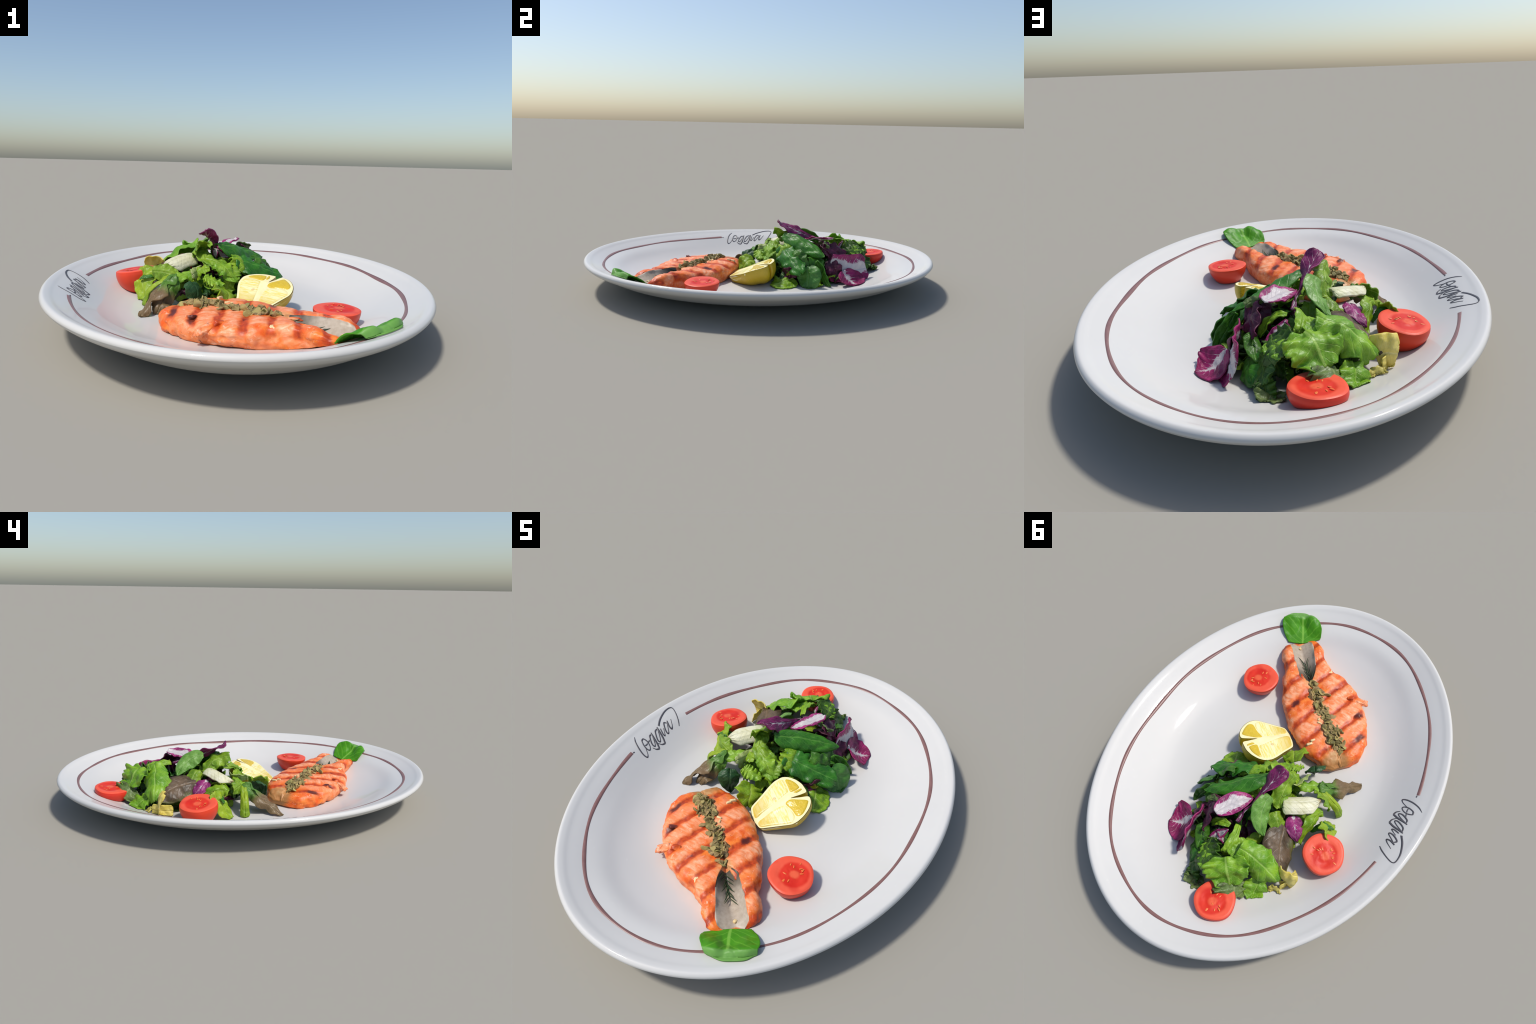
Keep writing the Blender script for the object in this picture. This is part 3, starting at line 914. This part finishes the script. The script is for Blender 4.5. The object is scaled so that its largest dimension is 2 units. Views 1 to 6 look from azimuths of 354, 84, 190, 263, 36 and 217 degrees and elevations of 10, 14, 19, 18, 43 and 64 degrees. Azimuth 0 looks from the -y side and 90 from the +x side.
def make_leaf(mats, parent, kind, shape, cup, b, m, t, e, seed, e2=None, twist=0.0, res=(34, 26), thick=.0045):
    b, m, t, e = (np.array(x, float) for x in (b, m, t, e))
    nu, nv = res
    rs = random.Random(seed)
    spine = lambda u: b*(1 - u)*(1 - 2*u) + m*4*u*(1 - u) + t*u*(2*u - 1)
    tang = lambda u: b*(4*u - 3) + m*(4 - 8*u) + t*(4*u - 1)
    # side vector from the edge point
    us_ = np.linspace(0, 1, 41)
    pts = np.array([spine(u) for u in us_]); k = int(np.argmin(((pts - e)**2).sum(1)))
    k = min(max(k, 8), 32)
    T0 = tang(us_[k]); T0 /= np.linalg.norm(T0)
    S0 = e - pts[k]; S0 -= T0*(S0 @ T0)
    hw = hw2 = max(np.linalg.norm(S0), .012)*(.84 if shape in ("ruffle", "frill") else .96)
    if np.cross(T0, S0)[2] < 0: S0 = -S0
    S0 /= np.linalg.norm(S0)
    S1 = -S0
    if e2 is not None:                       # margins on both sides given: a leaf folded along its rib
        S0 = e - pts[k]; S0 -= T0*(S0 @ T0); hw = np.linalg.norm(S0); S0 /= hw
        S1 = np.array(e2) - pts[k]; S1 -= T0*(S1 @ T0); hw2 = np.linalg.norm(S1); S1 /= hw2
    L = np.linalg.norm(t - m) + np.linalg.norm(m - b)
    amp = SHAPE_RUFFLE[shape]*min(hw, .06)
    fr = rs.uniform(4.5, 6.5)*(1.7 if shape == "frill" else 1); p1, p2 = rs.uniform(0, 6.3), rs.uniform(0, 6.3)
    off = Vector((seed*3.7, seed*1.3, 0))
    crumple = .015 if shape in ("ruffle", "frill") else .0 if kind == "endive" else .008
    verts, uu, vv = [], [], []
    for i in range(nu):
        u = i/(nu - 1)
        C, T = spine(u), tang(u); T = T/(np.linalg.norm(T) + 1e-9)
        S = S0 - T*(S0 @ T); S /= np.linalg.norm(S)
        Sb = S1 - T*(S1 @ T); Sb /= np.linalg.norm(Sb)
        if twist and u > .4:                 # blade turns about its rib towards the tip
            a = twist*((u - .4)/.6)**1.3
            S = S*math.cos(a) + np.cross(T, S)*math.sin(a); Sb = Sb*math.cos(a) + np.cross(T, Sb)*math.sin(a)
        N = np.cross(T, S - Sb); N /= np.linalg.norm(N)
        w0 = width_profile(shape, u)
        for j in range(nv):
            v = 2*j/(nv - 1) - 1
            edge = 1.0
            if shape in ("ruffle", "frill", "lobed"):
                nz = noise.noise(Vector((u*6.0, (1 if v > 0 else -1)*3.0, 0)) + off)
                nz2 = noise.noise(Vector((u*19.0, (1 if v > 0 else -1)*5.0, 2)) + off)
                edge = 1 + (.20*nz + (.10 if shape != "frill" else .2)*nz2)*abs(v)
            elif shape in ("oval", "blade"):
                edge = 1 + .06*noise.noise(Vector((u*4.0, 3*v, 1)) + off)
            w = (hw if v >= 0 else hw2)*w0*edge
            a = abs(cup)*1.35*v
            if abs(cup) > 1e-3:
                lat = w*math.sin(a)/(abs(cup)*1.35); lift = math.copysign(1, cup)*w*(1 - math.cos(a))/(abs(cup)*1.35)
            else:
                lat, lift = w*v, 0
            P = C + (S*lat if v >= 0 else -Sb*lat) + N*lift
            # ends of ruffled leaves are ragged too
            if shape in ("ruffle", "frill", "lobed") and u > .75:
                P = P + T*(.05*L*noise.noise(Vector((v*4.0, 9, 0)) + off))*(u - .75)*4
            ph = p1 if v > 0 else p2
            P = P + N*(amp*abs(v)**1.6*math.sin(fr*2*math.pi*u*.5 + ph + 1.5*v) + amp*.5*v*v*math.sin(fr*5.1*u + ph*2))
            P = P + N*((.0055 if kind != "endive" else .001)*fbm(Vector((u*L, v*hw, 0)) + off, 28, 3) + crumple*fbm(Vector((u*L, v*hw, 5)) + off, 13, 2)) - N*(.003*math.exp(-(v/.09)**2))
            if shape == "endive" or kind == "endive":
                P = P + N*(.0012*math.sin(v*24))
            pz = plate_z(P[0], P[1]) + .004
            if P[2] < pz: P[2] = pz + .002*rs.random()
            verts.append(P); uu.append(u); vv.append(v)
    name = MATERIAL_NAME[kind.split("_")[0]]
    ob = mesh_object(name, verts, grid_faces(nu, nv), mats[kind], parent)
    add_leaf_coords(ob, uu, vv)
    sol = ob.modifiers.new("thickness", "SOLIDIFY"); sol.thickness = .011 if kind == "endive" else thick; sol.offset = 0
    return ob


# kind, outline, cross curl, then base / middle / tip of the midrib and one point on the margin
LEAVES = [
    ("radicchio_dark", "ruffle", -0.3, (0.077, 0.349, 0.232), (0.066, 0.420, 0.205), (0.040, 0.490, 0.165), (0.100, 0.415, 0.150)),
    ("lettuce_dark", "frill", -0.3, (-0.020, 0.500, 0.190), (-0.040, 0.560, 0.188), (-0.070, 0.640, 0.182), (0.012, 0.570, 0.130)),
    ("lettuce", "frill", -0.3, (-0.010, 0.530, 0.175), (-0.045, 0.570, 0.190), (-0.080, 0.635, 0.190), (-0.010, 0.600, 0.165)),
    ("lettuce_dark", "ruffle", -0.3, (0.000, 0.540, 0.140), (-0.010, 0.600, 0.128), (-0.030, 0.665, 0.110), (0.032, 0.605, 0.078)),
    ("spinach", "oval", -0.3, (0.050, 0.500, 0.120), (0.042, 0.565, 0.098), (0.020, 0.625, 0.075), (0.074, 0.580, 0.050)),
    ("spinach", "ruffle", -0.3, (0.060, 0.280, 0.200), (0.120, 0.302, 0.162), (0.170, 0.325, 0.105), (0.118, 0.360, 0.150)),
    ("radicchio_dark", "ruffle", -0.3, (0.098, 0.390, 0.160), (0.136, 0.410, 0.108), (0.160, 0.440, 0.050), (0.130, 0.350, 0.105)),
    ("lettuce_bright", "ruffle", -0.3, (0.110, 0.270, 0.110), (0.170, 0.290, 0.070), (0.215, 0.315, 0.036), (0.160, 0.340, 0.060)),
    ("oakleaf_tip", "ruffle", -0.3, (-0.255, -0.010, 0.155), (-0.295, -0.060, 0.100), (-0.330, -0.120, 0.036), (-0.255, -0.070, 0.075)),
    ("radicchio", "paddle", 0.25, (-0.074, 0.390, 0.228), (-0.102, 0.228, 0.286), (-0.136, 0.108, 0.346), (-0.080, 0.215, 0.244), (-0.126, 0.235, 0.312), 1.25),
    ("spinach", "oval", -0.9, (-0.075, 0.140, 0.280), (0.036, 0.243, 0.250), (0.150, 0.345, 0.190), (0.087, 0.200, 0.215)),
    ("radicchio_pale", "oval", 0.2, (0.012, 0.420, 0.270), (-0.022, 0.332, 0.258), (-0.071, 0.268, 0.245), (0.004, 0.281, 0.262)),
    ("lettuce_pale", "oval", -0.4, (-0.132, 0.227, 0.285), (-0.150, 0.309, 0.260), (-0.200, 0.365, 0.195), (-0.185, 0.288, 0.225)),
    ("lettuce", "ruffle", -0.4, (-0.165, 0.090, 0.288), (-0.160, 0.173, 0.255), (-0.188, 0.221, 0.210), (-0.206, 0.168, 0.215)),
    ("endive", "spear", -0.9, (-0.184, 0.197, 0.225), (-0.251, 0.143, 0.215), (-0.305, 0.082, 0.191), (-0.226, 0.088, 0.195)),
    ("oakleaf", "oval", -0.5, (-0.237, 0.256, 0.170), (-0.297, 0.379, 0.165), (-0.368, 0.461, 0.117), (-0.336, 0.300, 0.122)),
    ("lettuce", "ruffle", -0.3, (-0.134, 0.541, 0.226), (-0.167, 0.576, 0.208), (-0.205, 0.611, 0.145), (-0.078, 0.633, 0.186), (-0.262, 0.530, 0.178)),
    ("lettuce", "ruffle", -0.6, (-0.163, 0.481, 0.252), (-0.260, 0.474, 0.212), (-0.355, 0.476, 0.120), (-0.318, 0.404, 0.185), (-0.230, 0.545, 0.195)),
    ("lettuce", "ruffle", -0.3, (-0.131, 0.439, 0.225), (-0.150, 0.471, 0.228), (-0.144, 0.523, 0.215), (-0.195, 0.441, 0.220)),
    ("lettuce_dull", "ruffle", -0.3, (-0.207, 0.590, 0.140), (-0.225, 0.615, 0.125), (-0.244, 0.642, 0.100), (-0.298, 0.553, 0.075)),
    ("lettuce", "ruffle", -0.2, (-0.281, 0.510, 0.110), (-0.294, 0.554, 0.090), (-0.301, 0.592, 0.060), (-0.343, 0.534, 0.055)),
    ("lettuce_yellow", "blunt", -0.5, (-0.349, 0.461, 0.110), (-0.382, 0.460, 0.120), (-0.423, 0.451, 0.115), (-0.405, 0.474, 0.050)),
    ("lettuce_yellow", "ruffle", -0.5, (-0.334, 0.522, 0.060), (-0.358, 0.509, 0.075), (-0.388, 0.506, 0.060), (-0.372, 0.520, 0.045)),
    ("lettuce_yellow", "blunt", 0.1, (-0.375, 0.488, 0.084), (-0.390, 0.439, 0.082), (-0.388, 0.385, 0.078), (-0.394, 0.451, 0.052)),
    ("radicchio", "oval", -0.2, (-0.247, 0.210, 0.180), (-0.281, 0.244, 0.160), (-0.320, 0.279, 0.120), (-0.287, 0.192, 0.165)),
    ("lettuce", "blunt", -0.5, (-0.174, 0.256, 0.215), (-0.210, 0.278, 0.200), (-0.247, 0.293, 0.170), (-0.226, 0.241, 0.190)),
    ("lettuce_bright", "ruffle", -0.5, (-0.336, 0.109, 0.150), (-0.325, 0.179, 0.150), (-0.324, 0.274, 0.090), (-0.355, 0.114, 0.120)),
    ("spinach", "oval", -0.6, (-0.339, 0.196, 0.100), (-0.369, 0.156, 0.140), (-0.419, 0.140, 0.120), (-0.366, 0.132, 0.130)),
    ("lettuce_bright", "ruffle", -0.2, (-0.400, 0.192, 0.172), (-0.405, 0.150, 0.115), (-0.405, 0.095, 0.040), (-0.458, 0.148, 0.062)),
    ("oakleaf_tip", "lobed", -0.7, (-0.270, 0.030, 0.168), (-0.330, -0.050, 0.115), (-0.394, -0.162, 0.036), (-0.392, -0.040, 0.075)),
    ("lettuce_bright", "stalk", -0.8, (-0.285, 0.025, 0.160), (-0.360, 0.030, 0.110), (-0.398, 0.030, 0.034), (-0.375, 0.000, 0.090)),
    ("spinach_dark", "oval", -0.4, (-0.193, -0.040, 0.150), (-0.171, -0.073, 0.120), (-0.170, -0.076, 0.040), (-0.133, -0.031, 0.115)),
    ("lettuce_bright", "ruffle", -0.3, (-0.075, -0.034, 0.125), (-0.045, -0.080, 0.115), (-0.039, -0.112, 0.050), (-0.013, -0.009, 0.090)),
    ("lettuce", "ruffle", -0.3, (-0.101, 0.063, 0.200), (-0.046, 0.044, 0.190), (0.003, 0.032, 0.135), (0.006, 0.076, 0.180)),
    ("lettuce", "ruffle", -0.4, (0.028, 0.178, 0.220), (0.043, 0.141, 0.205), (0.046, 0.107, 0.150), (0.094, 0.217, 0.190)),
    ("spinach", "ruffle", -0.3, (0.100, 0.180, 0.215), (0.142, 0.208, 0.168), (0.190, 0.228, 0.092), (0.166, 0.255, 0.164), (0.120, 0.165, 0.165)),
    ("spinach_pale", "oval", -0.35, (0.174, 0.242, 0.140), (0.213, 0.247, 0.083), (0.235, 0.237, 0.003), (0.271, 0.307, 0.047)),
    ("spinach", "oval", -0.2, (0.148, 0.302, 0.167), (0.189, 0.334, 0.094), (0.217, 0.375, 0.023), (0.193, 0.335, 0.146)),
    ("lettuce", "ruffle", -0.2, (0.142, 0.173, 0.070), (0.174, 0.116, 0.055), (0.205, 0.049, 0.034), (0.244, 0.166, 0.036)),
    ("lettuce_yellow_green", "ruffle", -0.3, (0.100, 0.193, 0.160), (0.128, 0.161, 0.130), (0.163, 0.146, 0.090), (0.146, 0.199, 0.130)),
    ("radicchio_dark", "ruffle", -0.2, (0.120, 0.127, 0.080), (0.150, 0.148, 0.100), (0.160, 0.203, 0.090), (0.148, 0.156, 0.060)),
    ("radicchio_pink", "oval", 0.3, (0.145, 0.458, 0.107), (0.189, 0.501, 0.053), (0.237, 0.527, 0.042), (0.262, 0.425, 0.050)),
    ("radicchio_pale", "blunt", 0.35, (0.118, 0.385, 0.110), (0.120, 0.495, 0.105), (0.082, 0.610, 0.108), (0.084, 0.485, 0.187), (0.145, 0.490, 0.036)),
    ("spinach", "ruffle", -0.4, (0.000, 0.118, 0.215), (0.114, 0.153, 0.175), (0.226, 0.208, 0.116), (0.118, 0.088, 0.130)),
    ("lettuce", "ruffle", -0.4, (-0.131, 0.087, 0.235), (-0.052, 0.063, 0.200), (0.016, 0.068, 0.165), (-0.045, 0.010, 0.172)),
    ("lettuce_bright", "ruffle", -0.4, (-0.117, 0.039, 0.200), (-0.155, 0.049, 0.185), (-0.197, 0.064, 0.160), (-0.160, 0.021, 0.170)),
    ("lettuce", "ruffle", -0.5, (-0.181, 0.071, 0.165), (-0.223, 0.033, 0.165), (-0.277, -0.007, 0.150), (-0.197, 0.005, 0.150)),
    ("spinach", "oval", -0.3, (0.059, 0.471, 0.178), (0.039, 0.502, 0.147), (0.015, 0.567, 0.125), (0.074, 0.506, 0.172)),
    ("spinach", "oval", -0.4, (0.022, 0.547, 0.110), (0.021, 0.574, 0.090), (0.015, 0.592, 0.060), (-0.016, 0.560, 0.100)),
    ("lettuce_dull", "ruffle", 0.3, (-0.045, 0.645, 0.080), (-0.044, 0.678, 0.075), (-0.037, 0.697, 0.060), (-0.102, 0.675, 0.062)),
    ("radicchio_dark", "blunt", -0.3, (0.052, 0.340, 0.235), (0.046, 0.395, 0.200), (0.051, 0.401, 0.140), (-0.003, 0.390, 0.200)),
    ("lettuce_dull", "ruffle", -0.3, (0.088, 0.385, 0.235), (0.064, 0.369, 0.245), (0.026, 0.367, 0.250), (0.067, 0.380, 0.225)),
    ("radicchio_pale", "blade", 0.5, (-0.000, 0.509, 0.130), (-0.032, 0.475, 0.170), (-0.063, 0.435, 0.210), (-0.053, 0.492, 0.160)),
    ("radicchio_pale", "blade", 0.4, (-0.068, 0.488, 0.162), (-0.070, 0.486, 0.199), (-0.068, 0.495, 0.237), (-0.055, 0.470, 0.200)),
    ("lettuce_bright", "ruffle", 0.5, (-0.061, 0.419, 0.220), (-0.009, 0.424, 0.200), (0.027, 0.442, 0.150), (-0.006, 0.403, 0.210)),
    ("lettuce", "ruffle", -0.5, (-0.096, 0.398, 0.240), (-0.118, 0.486, 0.234), (-0.107, 0.535, 0.210), (-0.140, 0.462, 0.224)),
    ("endive_pale", "ruffle", -0.4, (-0.192, -0.003, 0.170), (-0.172, 0.040, 0.175), (-0.145, 0.091, 0.185), (-0.163, 0.020, 0.150)),
    ("lettuce", "ruffle", -0.3, (-0.362, 0.083, 0.170), (-0.308, 0.056, 0.170), (-0.251, 0.039, 0.160), (-0.331, 0.050, 0.130)),
    ("lettuce", "ruffle", -0.3, (-0.156, 0.186, 0.256), (-0.140, 0.127, 0.236), (-0.106, 0.046, 0.200), (-0.088, 0.101, 0.220)),
    ("lettuce", "frill", -0.3, (-0.139, -0.010, 0.160), (-0.107, -0.006, 0.150), (-0.051, 0.011, 0.130), (-0.111, 0.030, 0.165)),
    ("lettuce_dark", "frill", -0.2, (-0.040, 0.569, 0.150), (-0.051, 0.576, 0.120), (-0.052, 0.569, 0.080), (-0.091, 0.583, 0.130)),
    ("lettuce_dark", "frill", -0.2, (-0.023, 0.535, 0.160), (-0.057, 0.551, 0.160), (-0.088, 0.565, 0.150), (-0.089, 0.515, 0.160)),
    ("lettuce_dark", "frill", -0.2, (-0.016, 0.637, 0.110), (-0.030, 0.667, 0.090), (-0.041, 0.703, 0.060), (-0.068, 0.653, 0.090)),
    ("lettuce_dark", "frill", -0.2, (-0.070, 0.483, 0.200), (-0.065, 0.521, 0.180), (-0.059, 0.553, 0.150), (-0.096, 0.537, 0.190)),
    ("radicchio_pale", "blade", 0.2, (-0.012, 0.444, 0.170), (-0.034, 0.462, 0.170), (-0.049, 0.475, 0.160), (-0.040, 0.449, 0.165)),
    ("lettuce_pale", "ruffle", -0.2, (-0.298, 0.393, 0.130), (-0.300, 0.367, 0.130), (-0.278, 0.338, 0.130), (-0.319, 0.367, 0.110)),
]


def build_salad():
    root = empty("mixed_salad", (-.08, .32, .03), "heap of mixed green salad with radicchio and endive", "salad")
    mats = leaf_materials()
    for i, (kind, shape, cup, b, m, t, e, *e2) in enumerate(LEAVES):
        make_leaf(mats, root, kind, shape, cup, b, m, t, e, 11 + i, e2=e2[0] if e2 else None, twist=e2[1] if len(e2) > 1 else 0.0, thick=.009 if shape == "stalk" else .0045)
    # leaves buried in the heap
    r = random.Random(21)
    kinds = ["lettuce_dark", "spinach_dark", "lettuce", "spinach", "lettuce", "radicchio_dark", "lettuce_pale", "lettuce_bright"]
    for i in range(120):
        while True:
            a, q = r.uniform(0, 2*math.pi), math.sqrt(r.random())*.86
            x, y = -.075 + .245*q*math.cos(a), .30 + .32*q*math.sin(a)
            if not (x < -.27 and y > .38) : break
        env = .035 + .168*(1 - q**2.4)
        z = r.uniform(.045, max(.05, env - .02))
        d = Vector((r.gauss(0, 1), r.gauss(0, 1), r.gauss(0, .35))).normalized()
        sd = d.cross(Vector((r.gauss(0, .5), r.gauss(0, .5), 1))).normalized()
        l, hw = r.uniform(.045, .075), r.uniform(.026, .045)
        c = Vector((x, y, z)); up = Vector((0, 0, r.uniform(.0, .02)))
        make_leaf(mats, root, kinds[i % 8], r.choice(["ruffle", "frill", "oval"]), r.uniform(-.6, .4),
                  c - d*l - up, c + up*.5, c + d*l - up, c + sd*hw + up*.5, 300 + i, res=(22, 16))


build_plate()
build_salmon()
build_tomatoes()
build_lemon()
build_basil()
build_salad()
